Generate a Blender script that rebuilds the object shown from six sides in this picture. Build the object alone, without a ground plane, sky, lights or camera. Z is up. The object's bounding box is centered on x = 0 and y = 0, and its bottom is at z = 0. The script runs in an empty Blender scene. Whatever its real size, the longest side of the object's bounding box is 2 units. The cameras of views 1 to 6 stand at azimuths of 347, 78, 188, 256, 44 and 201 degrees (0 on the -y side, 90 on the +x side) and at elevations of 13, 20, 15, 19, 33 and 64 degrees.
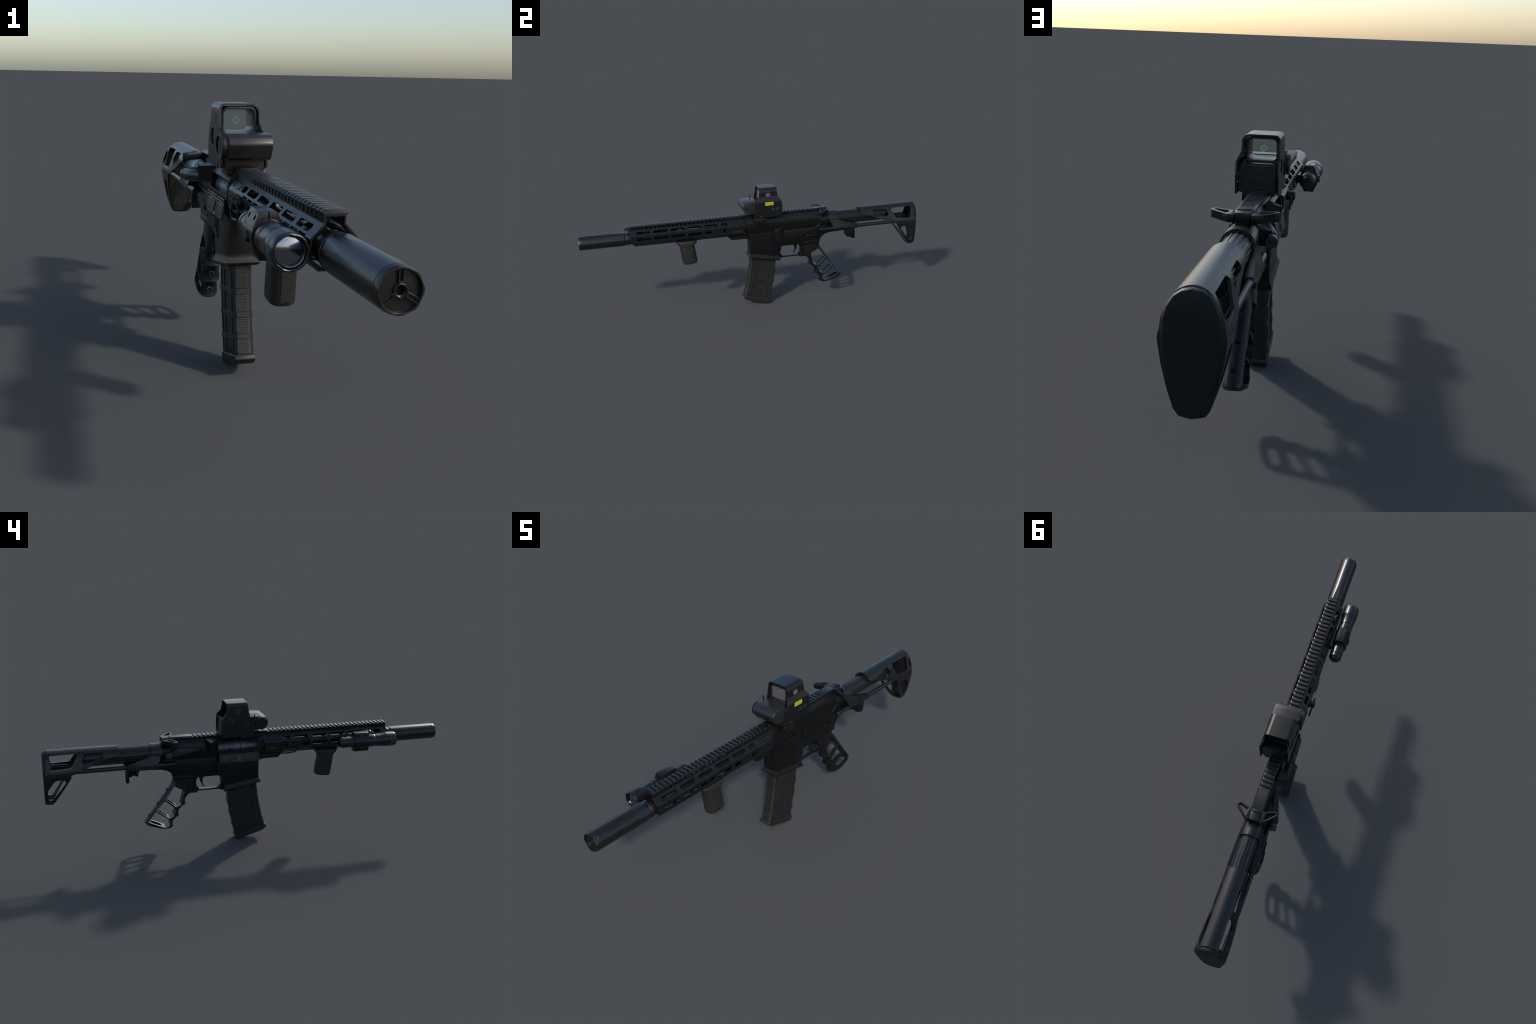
import bpy, bmesh, math, random
from math import sin, cos, pi, radians, sqrt, atan2, tan
from mathutils import Vector, Matrix
random.seed(7)

# The gun is described in its own frame: X to its left, Y from muzzle (-) to butt (+), Z up.
BORE = 0.490
COL = bpy.context.scene.collection

# ------------------------------------------------------------------ materials
def mat(name, col, rough=0.45, metal=0.0, spec=0.5, var=0.25, scale=60.0, bump=0.0,
        bump_scale=900.0, bevel=0.0012, rough_var=0.035, coat=0.0, bright=None):
    m = bpy.data.materials.new(name); m.use_nodes = True
    nt = m.node_tree; N = nt.nodes; L = nt.links
    b = N["Principled BSDF"]
    tc = N.new("ShaderNodeTexCoord")
    nz = N.new("ShaderNodeTexNoise"); nz.inputs["Scale"].default_value = scale
    nz.inputs["Detail"].default_value = 5.0
    L.new(tc.outputs["Object"], nz.inputs["Vector"])
    cr = N.new("ShaderNodeValToRGB")
    lo = [c * (1 - var) for c in col]; hi = [c * (1 + var) for c in col]
    cr.color_ramp.elements[0].position = 0.3; cr.color_ramp.elements[1].position = 0.72
    cr.color_ramp.elements[0].color = (*lo, 1); cr.color_ramp.elements[1].color = (*hi, 1)
    L.new(nz.outputs["Fac"], cr.inputs["Fac"]); L.new(cr.outputs["Color"], b.inputs["Base Color"])
    mr = N.new("ShaderNodeMapRange")
    mr.inputs["To Min"].default_value = max(0.02, rough - rough_var)
    mr.inputs["To Max"].default_value = min(1.0, rough + rough_var)
    L.new(nz.outputs["Fac"], mr.inputs["Value"]); L.new(mr.outputs["Result"], b.inputs["Roughness"])
    b.inputs["Metallic"].default_value = metal
    b.inputs["Specular IOR Level"].default_value = spec
    b.inputs["Coat Weight"].default_value = coat
    nrm = None
    if bevel > 0:
        bv = N.new("ShaderNodeBevel"); bv.samples = 4; bv.inputs["Radius"].default_value = bevel
        nrm = bv.outputs["Normal"]
    if bump > 0:
        n2 = N.new("ShaderNodeTexNoise"); n2.inputs["Scale"].default_value = bump_scale
        L.new(tc.outputs["Object"], n2.inputs["Vector"])
        bp = N.new("ShaderNodeBump"); bp.inputs["Strength"].default_value = bump
        bp.inputs["Distance"].default_value = 0.001
        L.new(n2.outputs["Fac"], bp.inputs["Height"])
        if nrm: L.new(nrm, bp.inputs["Normal"])
        nrm = bp.outputs["Normal"]
    if nrm: L.new(nrm, b.inputs["Normal"])
    return m

M_ANOD = mat("black_anodised_aluminium", (0.0056, 0.0058, 0.0062), 0.32, 0.0, 0.42, bump=0.02)
M_RAIL = mat("rail_aluminium", (0.0068, 0.0071, 0.0076), 0.33, 0.0, 0.45, bump=0.02)
M_RECV = mat("receiver_aluminium", (0.0038, 0.0039, 0.0041), 0.36, 0.0, 0.32, bump=0.03)
M_SUPP = mat("suppressor_coating", (0.0072, 0.0073, 0.0078), 0.31, 0.0, 0.52, bump=0.015)
M_STOCK = mat("stock_aluminium", (0.0080, 0.0082, 0.0087), 0.33, 0.0, 0.48, bump=0.02)
M_SIGHT = mat("sight_coating", (0.0060, 0.0061, 0.0063), 0.33, 0.0, 0.45, bump=0.02)
M_TUBE = mat("battery_housing_coating", (0.0150, 0.0152, 0.0160), 0.34, 0.0, 0.5, bump=0.02)  # a lighter grey than the hood's
M_POLY = mat("magazine_polymer", (0.0132, 0.0134, 0.0131), 0.46, 0.0, 0.36, bump=0.08, bump_scale=1400)
M_VGRIP = mat("fore_grip_polymer", (0.0168, 0.0168, 0.0162), 0.52, 0.0, 0.34, bump=0.08, bump_scale=1400)
M_RUB = mat("butt_pad_rubber", (0.0060, 0.0061, 0.0064), 0.5, 0.0, 0.35, bump=0.06)
M_STEEL = mat("bolt_steel", (0.105, 0.110, 0.116), 0.38, 0.25, 0.5, var=0.06)
M_DUST = mat("dust_cover_steel", (0.0165, 0.0170, 0.0172), 0.40, 0.0, 0.45)
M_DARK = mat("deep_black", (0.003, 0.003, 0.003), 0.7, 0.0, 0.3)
M_BARR = mat("barrel_steel", (0.009, 0.009, 0.0095), 0.30, 0.2, 0.5)  # base colour darkened to match the black look of the handguard opening
M_CHROME = mat("lamp_reflector", (0.30, 0.315, 0.35), 0.13, 1.0, 0.5, var=0.03, rough_var=0.02, bevel=0)
M_YEL = mat("warning_yellow", (0.47, 0.43, 0.016), 0.55, 0.0, 0.4, var=0.06, bevel=0)
M_INK = mat("label_ink", (0.16, 0.15, 0.02), 0.6, var=0.1, bevel=0)
M_WHITE = mat("white_marking", (0.20, 0.21, 0.22), 0.6, var=0.15, bevel=0)
M_GREYMARK = mat("grey_marking", (0.075, 0.08, 0.085), 0.6, var=0.15, bevel=0)

def glass_mat():
    m = bpy.data.materials.new("sight_glass"); m.use_nodes = True
    nt = m.node_tree; N = nt.nodes; L = nt.links; N.clear()
    out = N.new("ShaderNodeOutputMaterial"); mx = N.new("ShaderNodeMixShader")
    tr = N.new("ShaderNodeBsdfTransparent"); tr.inputs["Color"].default_value = (0.95, 0.96, 0.96, 1)
    pb = N.new("ShaderNodeBsdfPrincipled")
    pb.inputs["Base Color"].default_value = (0.22, 0.225, 0.23, 1); pb.inputs["Roughness"].default_value = 0.15  # grey body colour supplies the pale reflection seen at slanting angles
    lw = N.new("ShaderNodeLayerWeight"); lw.inputs["Blend"].default_value = 0.32
    mr = N.new("ShaderNodeMapRange"); mr.inputs["To Min"].default_value = 0.06; mr.inputs["To Max"].default_value = 0.85
    L.new(lw.outputs["Facing"], mr.inputs["Value"]); L.new(mr.outputs["Result"], mx.inputs["Fac"])
    L.new(tr.outputs[0], mx.inputs[1]); L.new(pb.outputs[0], mx.inputs[2]); L.new(mx.outputs[0], out.inputs["Surface"])
    return m
M_GLASS = glass_mat()

def reticle_mat():
    m = bpy.data.materials.new("lit_reticle"); m.use_nodes = True
    b = m.node_tree.nodes["Principled BSDF"]
    b.inputs["Base Color"].default_value = (0.02, 0.2, 0.04, 1)
    b.inputs["Emission Color"].default_value = (0.05, 0.50, 0.09, 1)
    b.inputs["Emission Strength"].default_value = 0.85
    return m
M_RET = reticle_mat()

# ------------------------------------------------------------------ helpers
ROOT = bpy.data.objects.new("rifle", None)
COL.objects.link(ROOT)
ROOT.empty_display_size = 0.1

def finish(me, name, parent, material, angle=32):
    me.name = name
    o = bpy.data.objects.new(name, me); COL.objects.link(o)
    if material is not None:
        me.materials.clear(); me.materials.append(material)
    for p in me.polygons: p.use_smooth = True
    me.set_sharp_from_angle(angle=radians(angle))
    if parent is not None: o.parent = parent
    return o

def bm_mesh(bm, weld=1e-6):
    if weld: bmesh.ops.remove_doubles(bm, verts=bm.verts, dist=weld)
    bmesh.ops.recalc_face_normals(bm, faces=bm.faces)
    me = bpy.data.meshes.new("m"); bm.to_mesh(me); bm.free(); return me

def fillet(pts, n=5):
    """polygon corners (a, b, radius) -> rounded outline"""
    out = []; k = len(pts)
    for i in range(k):
        p = pts[i]; r = p[2] if len(p) > 2 else 0
        P = Vector(p[:2]); A = Vector(pts[i - 1][:2]); B = Vector(pts[(i + 1) % k][:2])
        if r <= 0: out.append(tuple(P)); continue
        u = (A - P); v = (B - P); lu, lv = u.length, v.length; u.normalize(); v.normalize()
        c = max(-0.9999, min(0.9999, u.dot(v))); half = math.acos(c) / 2
        d = min(r / tan(half), lu * 0.48, lv * 0.48); r = d * tan(half)
        C = P + (u + v).normalized() * (r / sin(half))
        s = P + u * d - C; e = P + v * d - C
        a0 = atan2(s.y, s.x); a1 = atan2(e.y, e.x); da = (a1 - a0 + pi) % (2 * pi) - pi
        for j in range(n + 1):
            t = a0 + da * j / n; out.append((C.x + r * cos(t), C.y + r * sin(t)))
    return out

def circle(a, b, r, n=32): return [(a + r * cos(2 * pi * i / n), b + r * sin(2 * pi * i / n)) for i in range(n)]
def rect(a0, b0, a1, b1, r=0): return [(a0, b0, r), (a1, b0, r), (a1, b1, r), (a0, b1, r)]

AX = {'X': lambda a, b, c: (c, a, b), 'Y': lambda a, b, c: (a, c, b), 'Z': lambda a, b, c: (a, b, c)}

def prism(outline, lo, hi, axis='X', holes=(), bev=0.0, res=1, fn=5):
    """extrude a (rounded) outline with holes along an axis; outline coords: X:(y,z) Y:(x,z) Z:(x,y)"""
    cu = bpy.data.curves.new("c", 'CURVE'); cu.dimensions = '2D'; cu.fill_mode = 'BOTH'
    for poly in [outline] + list(holes):
        pts = fillet(poly, fn)
        q = []
        for p in pts:
            if not q or (abs(p[0] - q[-1][0]) + abs(p[1] - q[-1][1])) > 1e-6: q.append(p)
        s = cu.splines.new('POLY'); s.points.add(len(q) - 1)
        for i, p in enumerate(q): s.points[i].co = (p[0], p[1], 0, 1)
        s.use_cyclic_u = True
    h = (hi - lo) / 2
    cu.extrude = max(1e-6, h - bev); cu.bevel_depth = bev; cu.bevel_resolution = res; cu.offset = -bev
    o = bpy.data.objects.new("c", cu); COL.objects.link(o)
    dg = bpy.context.evaluated_depsgraph_get()
    me = bpy.data.meshes.new_from_object(o.evaluated_get(dg))
    bpy.data.objects.remove(o); bpy.data.curves.remove(cu)
    f = AX[axis]; mid = (lo + hi) / 2
    for v in me.vertices: v.co = f(v.co.x, v.co.y, v.co.z + mid)
    bm = bmesh.new(); bm.from_mesh(me); bpy.data.meshes.remove(me)
    return bm_mesh(bm, 2e-6)

def box(x0, x1, y0, y1, z0, z1, bev=0.0):
    return prism(rect(y0, z0, y1, z1), x0, x1, 'X', bev=bev)

def frame(p0, p1):
    d = (Vector(p1) - Vector(p0)).normalized()
    return Matrix.Translation(p0) @ d.to_track_quat('Z', 'Y').to_matrix().to_4x4()

def lathe(p0, d, prof, n=48, rfun=None, closed_ends=True):
    """revolve profile [(radius, distance along d)] about the line p0 + t d"""
    M = frame(p0, Vector(p0) + Vector(d)); bm = bmesh.new(); rings = []
    for r, t in prof:
        if r < 1e-6: rings.append([bm.verts.new(M @ Vector((0, 0, t)))]); continue
        ring = []
        for i in range(n):
            a = 2 * pi * i / n; rr = r if rfun is None else rfun(r, t, a)
            ring.append(bm.verts.new(M @ Vector((rr * cos(a), rr * sin(a), t))))
        rings.append(ring)
    for A, B in zip(rings, rings[1:]):
        if len(A) == 1 and len(B) == 1: continue
        for i in range(n):
            j = (i + 1) % n
            if len(A) == 1: bm.faces.new((A[0], B[i], B[j]))
            elif len(B) == 1: bm.faces.new((A[i], A[j], B[0]))
            else: bm.faces.new((A[i], A[j], B[j], B[i]))
    if closed_ends:
        for R in (rings[0], rings[-1]):
            if len(R) > 2: bm.faces.new(R)
    return bm_mesh(bm, 0)

def cyl(p0, p1, r, n=32, ch=0.0):
    l = (Vector(p1) - Vector(p0)).length
    prof = [(r - ch, 0), (r, ch), (r, l - ch), (r - ch, l)] if ch > 0 else [(r, 0), (r, l)]
    return lathe(p0, Vector(p1) - Vector(p0), prof, n)

def loft(rings, cap=True):
    bm = bmesh.new(); R = [[bm.verts.new(p) for p in r] for r in rings]; n = len(R[0])
    for A, B in zip(R, R[1:]):
        for i in range(n): bm.faces.new((A[i], A[(i + 1) % n], B[(i + 1) % n], B[i]))
    if cap: bm.faces.new(R[0]); bm.faces.new(R[-1])
    return bm_mesh(bm, 0)

def hull(pts):
    bm = bmesh.new()
    for p in pts: bm.verts.new(p)
    r = bmesh.ops.convex_hull(bm, input=bm.verts)
    junk = [g for g in r['geom_interior'] + r['geom_unused'] if isinstance(g, bmesh.types.BMVert)]
    bmesh.ops.delete(bm, geom=list(set(junk)), context='VERTS')
    bmesh.ops.dissolve_limit(bm, angle_limit=radians(2), verts=bm.verts, edges=bm.edges)
    return bm_mesh(bm, 0)

def tube(pts, r, n=10, cyclic=False):
    cu = bpy.data.curves.new("t", 'CURVE'); cu.dimensions = '3D'; cu.bevel_depth = r; cu.bevel_resolution = 3; cu.use_fill_caps = True
    s = cu.splines.new('POLY'); s.points.add(len(pts) - 1); s.use_cyclic_u = cyclic
    for i, p in enumerate(pts): s.points[i].co = (*p, 1)
    o = bpy.data.objects.new("t", cu); COL.objects.link(o)
    me = bpy.data.meshes.new_from_object(o.evaluated_get(bpy.context.evaluated_depsgraph_get()))
    bpy.data.objects.remove(o); bpy.data.curves.remove(cu); return me

def join(meshes):
    bm = bmesh.new()
    for m in meshes: bm.from_mesh(m)
    for m in meshes:
        if m.users == 0: bpy.data.meshes.remove(m)
    me = bpy.data.meshes.new("j"); bm.to_mesh(me); bm.free(); return me

def move(me, M):
    me.transform(M); return me

def mirror(me):
    me = me.copy(); me.transform(Matrix.Scale(-1, 4, (1, 0, 0))); me.flip_normals(); return me

def boolean(me, cutters, op='DIFFERENCE', self_=True):
    if not isinstance(cutters, (list, tuple)): cutters = [cutters]
    c = join(list(cutters))
    a = bpy.data.objects.new("a", me); b = bpy.data.objects.new("b", c); COL.objects.link(a); COL.objects.link(b)
    md = a.modifiers.new("b", 'BOOLEAN'); md.operation = op; md.object = b; md.solver = 'EXACT'; md.use_self = self_
    r = bpy.data.meshes.new_from_object(a.evaluated_get(bpy.context.evaluated_depsgraph_get()))
    bpy.data.objects.remove(a); bpy.data.objects.remove(b); bpy.data.meshes.remove(me); bpy.data.meshes.remove(c)
    bm = bmesh.new(); bm.from_mesh(r); bpy.data.meshes.remove(r)
    bmesh.ops.remove_doubles(bm, verts=bm.verts, dist=2e-6)
    bmesh.ops.dissolve_limit(bm, angle_limit=radians(0.3), verts=bm.verts, edges=bm.edges)
    me = bpy.data.meshes.new("r"); bm.to_mesh(me); bm.free(); return me

def bevelled(me, w, ang=40, seg=1):
    o = bpy.data.objects.new("a", me); COL.objects.link(o)
    md = o.modifiers.new("b", 'BEVEL'); md.width = w; md.segments = seg; md.limit_method = 'ANGLE'; md.angle_limit = radians(ang); md.use_clamp_overlap = True
    r = bpy.data.meshes.new_from_object(o.evaluated_get(bpy.context.evaluated_depsgraph_get()))
    bpy.data.objects.remove(o); bpy.data.meshes.remove(me); return r

def part(name, meshes, parent, material, angle=32, kind=None):
    me = join(meshes) if isinstance(meshes, (list, tuple)) else meshes
    o = finish(me, name, parent, material, angle)
    if kind: o["kind"] = kind
    return o

def plane_slot(y0, y1, h, fx, fz, ang, depth=0.02, r=0.006):
    """rounded slot cutter pushed through a face whose outward normal is (cos, sin) in X-Z"""
    me = prism(rect(y0, -h / 2, y1, h / 2, r), -depth, depth, 'X')
    c, s = cos(ang), sin(ang)
    for v in me.vertices:
        x, z = v.co.x, v.co.z
        v.co.x = fx + x * c - z * s; v.co.z = fz + x * s + z * c
    return me

# ------------------------------------------------------------------ suppressor
Y0 = -1.0
def flats(r, t, a):
    y = Y0 + t
    if r < 0.0385 or y < -0.83: return r
    k = max(0.0, min(1.0, (y + 0.83) / 0.075))
    step = 2 * pi / 6; b = (a % step) - step / 2
    return min(r, (0.0392 - 0.0022 * k) / cos(b))
prof = [(0.0383, 0.0155), (0.039, 0.0165)] + [(0.039, 0.0165 + (0.168 - 0.0165) * i / 2) for i in range(1, 3)] + \
       [(0.039, 0.170 + 0.0055 * i) for i in range(0, 15)] + [(0.0385, 0.2525), (0.0355, 0.257), (0.0350, 0.262),
        (0.0365, 0.2635), (0.0368, 0.274), (0.0345, 0.277), (0.034, 0.30), (0.017, 0.303)]
supp = part("suppressor", lathe((0, Y0, BORE), (0, 1, 0), prof, 96, flats), ROOT, M_SUPP, 25)

def cap_scallop(r, t, a):
    if t < 0.0125 and r > 0.0338:
        step = 2 * pi / 8; b = (a % step) - step / 2
        return min(r, (0.0358 + 0.0034 * t / 0.0115) / cos(b))
    return r
cap_prof = [(0.0335, 0.0065), (0.0335, 0.0008), (0.0337, 0.0), (0.0372, 0.0), (0.0376, 0.002), (0.0380, 0.005), (0.0383, 0.008), (0.0386, 0.0115), (0.0386, 0.0145), (0.0376, 0.0152), (0.0376, 0.017)]
cap = lathe((0, Y0, BORE), (0, 1, 0), cap_prof, 144, cap_scallop, False)
disc = lathe((0, Y0, BORE), (0, 1, 0), [(0.0336, 0.0068), (0.012, 0.0062), (0.0115, 0.0015), (0.0108, 0.001), (0.0092, 0.001), (0.0088, 0.0035), (0.0072, 0.0045), (0.0072, 0.030), (0.0, 0.030)], 64, None, False)
ribs = []
for k in range(3):
    a = pi / 2 + k * 2 * pi / 3
    u = prism([(0.0115, -0.0042, 0.001), (0.0332, -0.0046), (0.0332, 0.0046), (0.0115, 0.0042, 0.001)], Y0 + 0.0018, Y0 + 0.0075, 'Y',
              holes=[[(0.0145, -0.0024, 0.0022), (0.0330, -0.0030), (0.0330, 0.0030), (0.0145, 0.0024, 0.0022)]])
    ribs.append(move(u, Matrix.Translation((0, 0, BORE)) @ Matrix.Rotation(-a, 4, 'Y')))
part("end_cap", [cap, disc] + ribs, supp, mat("end_cap_coating", (0.0085, 0.0084, 0.0080), 0.32, 0.0, 0.5), 28)

# ------------------------------------------------------------------ handguard
hg_out = [(-.0205, .5545), (-.0205, .538), (-.0460, .511), (-.0460, .470), (-.0205, .4455), (.0205, .4455), (.0460, .470), (.0460, .511), (.0205, .538), (.0205, .5545)]
hg_in = [(-.0172, .5508), (-.0172, .5358), (-.0415, .5085), (-.0415, .4725), (-.0190, .4505), (.0190, .4505), (.0415, .4725), (.0415, .5085), (.0172, .5358), (.0172, .5508)]
hg = prism(hg_out, -.715, -.044, 'Y', holes=[hg_in])
cuts = []
U = [(-.682, -.604), (-.585, -.507), (-.4885, -.411), (-.392, -.3145), (-.2955, -.218), (-.2, -.161)]
Mm = [(-.682, -.604), (-.585, -.507), (-.4885, -.411), (-.392, -.3145), (-.2955, -.2585)]
for sgn in (1, -1):
    for a, b in U: cuts.append(plane_slot(a, b, .0175, sgn * .0332, .5245, pi / 4 if sgn > 0 else 3 * pi / 4))
    for a, b in Mm: cuts.append(plane_slot(a, b, .0165, sgn * .0460, .4905, 0 if sgn > 0 else pi))
    if sgn > 0:
      for a, b in Mm[:4]: cuts.append(plane_slot(a, b, .0165, sgn * .0332, .4580, -pi / 4 if sgn > 0 else -3 * pi / 4))
    cuts.append(cyl((sgn * .03, -.182, .4905), (sgn * .06, -.182, .4905), .0095, 24))
    for i in range(20):
        y = -.2075 - .0243 * i
        cuts.append(prism([(y - .0052, .541, .005), (y + .0052, .541, .005), (y + .0052, .5525, .005), (y - .0052, .5525, .005)], sgn * .018 - .006, sgn * .018 + .006, 'X', fn=4))
    # scalloped relief along the shoulder edge
    y = -.683
    while y < -.23:
        cuts.append(prism([(y, .5085, .003), (y + .040, .5085, .003), (y + .040, .5135), (y, .5135)], sgn * .0460 - .0012, sgn * .0460 + .01, 'X', fn=3)); y += .0485
    cuts.append(prism([(-.2085, .44), (-.2085, .506, .006), (-.157, .506, .006), (-.157, .44)], sgn * .0493 - .005, sgn * .0493 + .005, 'X'))
for a, b in Mm[:4]: cuts.append(plane_slot(a, b, .0165, 0, .4455, -pi / 2))
cuts.append(prism([(-.03, .532), (-.044, .532), (-.062, .512), (-.062, .43), (-.03, .43)], -.07, .07, 'X'))
cuts.append(prism([(-.73, .471), (-.715, .471), (-.690, .4450), (-.690, .43), (-.73, .43)], -.07, .07, 'X'))
hg = boolean(hg, cuts)
rear = []
for sgn in (1, -1):
    lo, hi = (.044, .0472) if sgn > 0 else (-.0472, -.044)
    rear.append(prism(rect(-.156, .4625, -.0625, .5105), lo, hi, 'X', holes=[rect(-.142, .481, -.082, .4975, .005)], bev=.0008))
    # pocket on the sloping shoulder
    ring = prism(rect(-.142, -.0085, -.078, .0085, .004), -.0008, .0008, 'X', holes=[rect(-.140, -.0068, -.080, .0068, .003)])
    a = pi / 4 if sgn > 0 else 3 * pi / 4; c, s = cos(a), sin(a)
    for v in ring.vertices:
        x, z = v.co.x, v.co.z; v.co.x = sgn * .034 + x * c - z * s; v.co.z = .5247 + x * s + z * c
    rear.append(ring)
    rear.append(cyl((sgn * .020, -.082, .432), (sgn * .0232, -.082, .432), .0058, 20, .0006))
    rear.append(cyl((sgn * .020, -.114, .432), (sgn * .0232, -.114, .432), .0058, 20, .0006))
rear.append(prism([(-.168, .4500), (-.139, .4215, .003), (-.068, .4215, .004), (-.062, .43), (-.062, .4500)], -.0225, .0225, 'X', bev=.0015))
rear.append(hull([(sx * w, y, z) for sx in (1, -1) for w, z in ((.0463, .4705), (.0463, .461), (.022, .4435)) for y in (-.1555, -.063)]))
handguard = part("handguard", [hg] + rear, ROOT, M_ANOD, 25)

# barrel parts seen through the slots
part("barrel", lathe((0, -.72, BORE), (0, 1, 0), [(.016, 0), (.016, .075), (.029, .0755), (.030, .078), (.030, .13), (.0265, .134), (.0185, .135), (.0185, .40), (.022, .402), (.022, .56), (.034, .561), (.036, .64), (.036, .69)], 40), handguard, M_BARR)
part("gas_tube", cyl((0, -.60, .522), (0, -.04, .522), .0055, 14), handguard, mat("gas_tube_steel", (.022, .019, .014), .3, .5))

rail_base = [(-.0205, .5525), (.0205, .5525), (.0243, .5566), (.0243, .5588), (.0215, .5598), (-.0215, .5598), (-.0243, .5588), (-.0243, .5566)]
rail_top = [(-.0206, .5560), (.0206, .5560), (.0247, .5580), (.0247, .5587), (.0190, .5645), (-.0190, .5645), (-.0247, .5587), (-.0247, .5580)]
base = [hull([(sx * x, y, z) for sx in (1, -1) for x, y, z in ((.0246, -.7146, .5578), (.0246, -.712, .5592), (.0208, -.7146, .5540), (.0190, -.7065, .5644), (.0206, -.7065, .556))]),
        prism(rail_base, -.7145, -.056, 'Y'), prism(rail_top, -.0855, -.0565, 'Y', bev=.0004)]
part("top_rail", base, handguard, M_RAIL, 25)
rib_mesh = None
def rib(y, par):
    global rib_mesh
    if rib_mesh is None:
        rib_mesh = prism(rail_top, 0, .0122, 'Y', bev=.0006)
        o = part("rail_rib", rib_mesh, par, M_RAIL, 25); rib_mesh = o.data
    else:
        o = bpy.data.objects.new("rail_rib", rib_mesh); COL.objects.link(o); o.parent = par
    o.location = (0, y, 0)
for i in range(29): rib(-.7145 + (.0022 if i == 0 else 0) + .0216 * i, handguard)

# ------------------------------------------------------------------ upper receiver
def up_sec(y, k=1.0):
    h = [(.0206, .5538), (.0206, .5465), (.0245, .541), (.0305, .532), (.0350, .519), (.0368, .505), (.0368, .490), (.0358, .476), (.0335, .464), (.0325, .4532)]
    return [(x, y, z) for x, z in h] + [(-x, y, z) for x, z in reversed(h)]
upper = loft([up_sec(y) for y in (-.050, -.02, .2, .398)])
port = prism(rect(-.026, .4865, .172, .5265, .012), -.06, -.012, 'X')
inner = cyl((0, -.05, BORE), (0, .30, BORE), .0325, 40)
cut_rear = prism([(.41, .545), (.397, .545), (.399, .515), (.396, .490), (.384, .468), (.366, .4525), (.366, .44), (.41, .44)], -.06, .06, 'X')
port_frame = hull([(-.0460, -.038, .480), (-.0405, -.040, .528), (-.030, -.042, .5385), (-.030, -.042, .470), (-.0460, -.038, .4725), (-.0460, .174, .4725), (-.0460, .174, .480), (-.0405, .176, .528), (-.030, .178, .5385), (-.030, .178, .470)])
upper = boolean(upper, [cut_rear])
upper = boolean(upper, [port_frame], 'UNION')
upper = boolean(upper, [inner, port])
rib_e = []
for sgn in (1, -1):   # thin raised lip along the curved rear edge
    rib_e.append(tube([(sgn * .0372, .399, .522), (sgn * .0384, .401, .506), (sgn * .0380, .398, .490), (sgn * .0362, .387, .469), (sgn * .034, .369, .4545)], .0022))
nut = lathe((0, -.064, BORE), (0, 1, 0), [(.037, 0), (.037, .014), (.034, .0145), (.034, .03)], 40)
upper_o = part("upper_receiver", [upper, nut] + rib_e, ROOT, M_RECV, 30)
slab = [prism(rail_base, -.0545, .404, 'Y'), prism(rail_top, .2964, .4035, 'Y', bev=.0006), prism(rail_top, -.0547, -.030, 'Y', bev=.0004)]
part("top_rail", slab, upper_o, M_RAIL, 25)
for i in range(14): rib(.2964 - .0216 * (i + 1), upper_o)

bolt = lathe((-.003, -.045, BORE), (0, 1, 0), [(.020, 0), (.0245, .004), (.0245, .066), (.0270, .070), (.0330, .083), (.0332, .139), (.0285, .141), (.0285, .30)], 56)
bolt_cuts = [cyl((-.06, .058, z), (-.02, .058, z), .0040, 16) for z in (.4925, .5090)] + [cyl((-.05, .140, .500), (-.024, .140, .500), .0035, 12), cyl((-.05, .112, .4905), (-.024, .112, .4905), .0045, 12)]
bolt = boolean(bolt, bolt_cuts)
serr = [box(-.0335, -.024, .103 + .0075 * i, .1062 + .0075 * i, .485, .4925) for i in range(9)]
part("bolt_carrier", [bolt] + serr, upper_o, M_STEEL)
# dust cover hanging open below the port
dc = [prism(rect(-.033, .4135, .170, .4685, .008), -.0430, -.0370, 'X', bev=.0012, holes=[rect(-.0265, .4195, .0485, .4625, .006), rect(.0915, .4195, .1640, .4625, .006)]),
      prism(rect(-.03, .416, .168, .467), -.0405, -.0372, 'X'),
      prism(rect(-.0235, .4225, .0455, .4595, .005), -.0432, -.040, 'X', bev=.0008), prism(rect(.0945, .4225, .161, .4595, .005), -.0432, -.040, 'X', bev=.0008),]
def swing(me):                       # the open cover hangs splayed out from its hinge
    for v in me.vertices:
        x, z = v.co.x + .0405, (v.co.z - .4745) * .86
        v.co.x = -.0480 + x * .985 + z * .17; v.co.z = .4745 + z * .985 - x * .17
    return me
part("cover_latch", swing(prism(rect(.0610, .424, .0765, .456, .006), -.0480, -.041, 'X', bev=.002)), upper_o, mat("latch_steel", (.045, .047, .05), .4))
part("dust_cover", [swing(m) for m in dc], upper_o, M_DUST)
part("hinge_rod", [cyl((-.0495, -.036, .4745), (-.0495, .176, .4745), .0034, 14), cyl((-.0495, .055, .4745), (-.0495, .12, .4745), .0046, 14)], upper_o, M_RECV)
part("case_deflector", hull([(-.034, .172, .543), (-.030, .236, .550), (-.0745, .213, .537), (-.0755, .216, .533), (-.030, .172, .494), (-.034, .236, .488), (-.069, .213, .497), (-.069, .217, .495)]), upper_o, M_RECV, 20)
fa_ax = Vector((-.010, .060, -.004))
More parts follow.
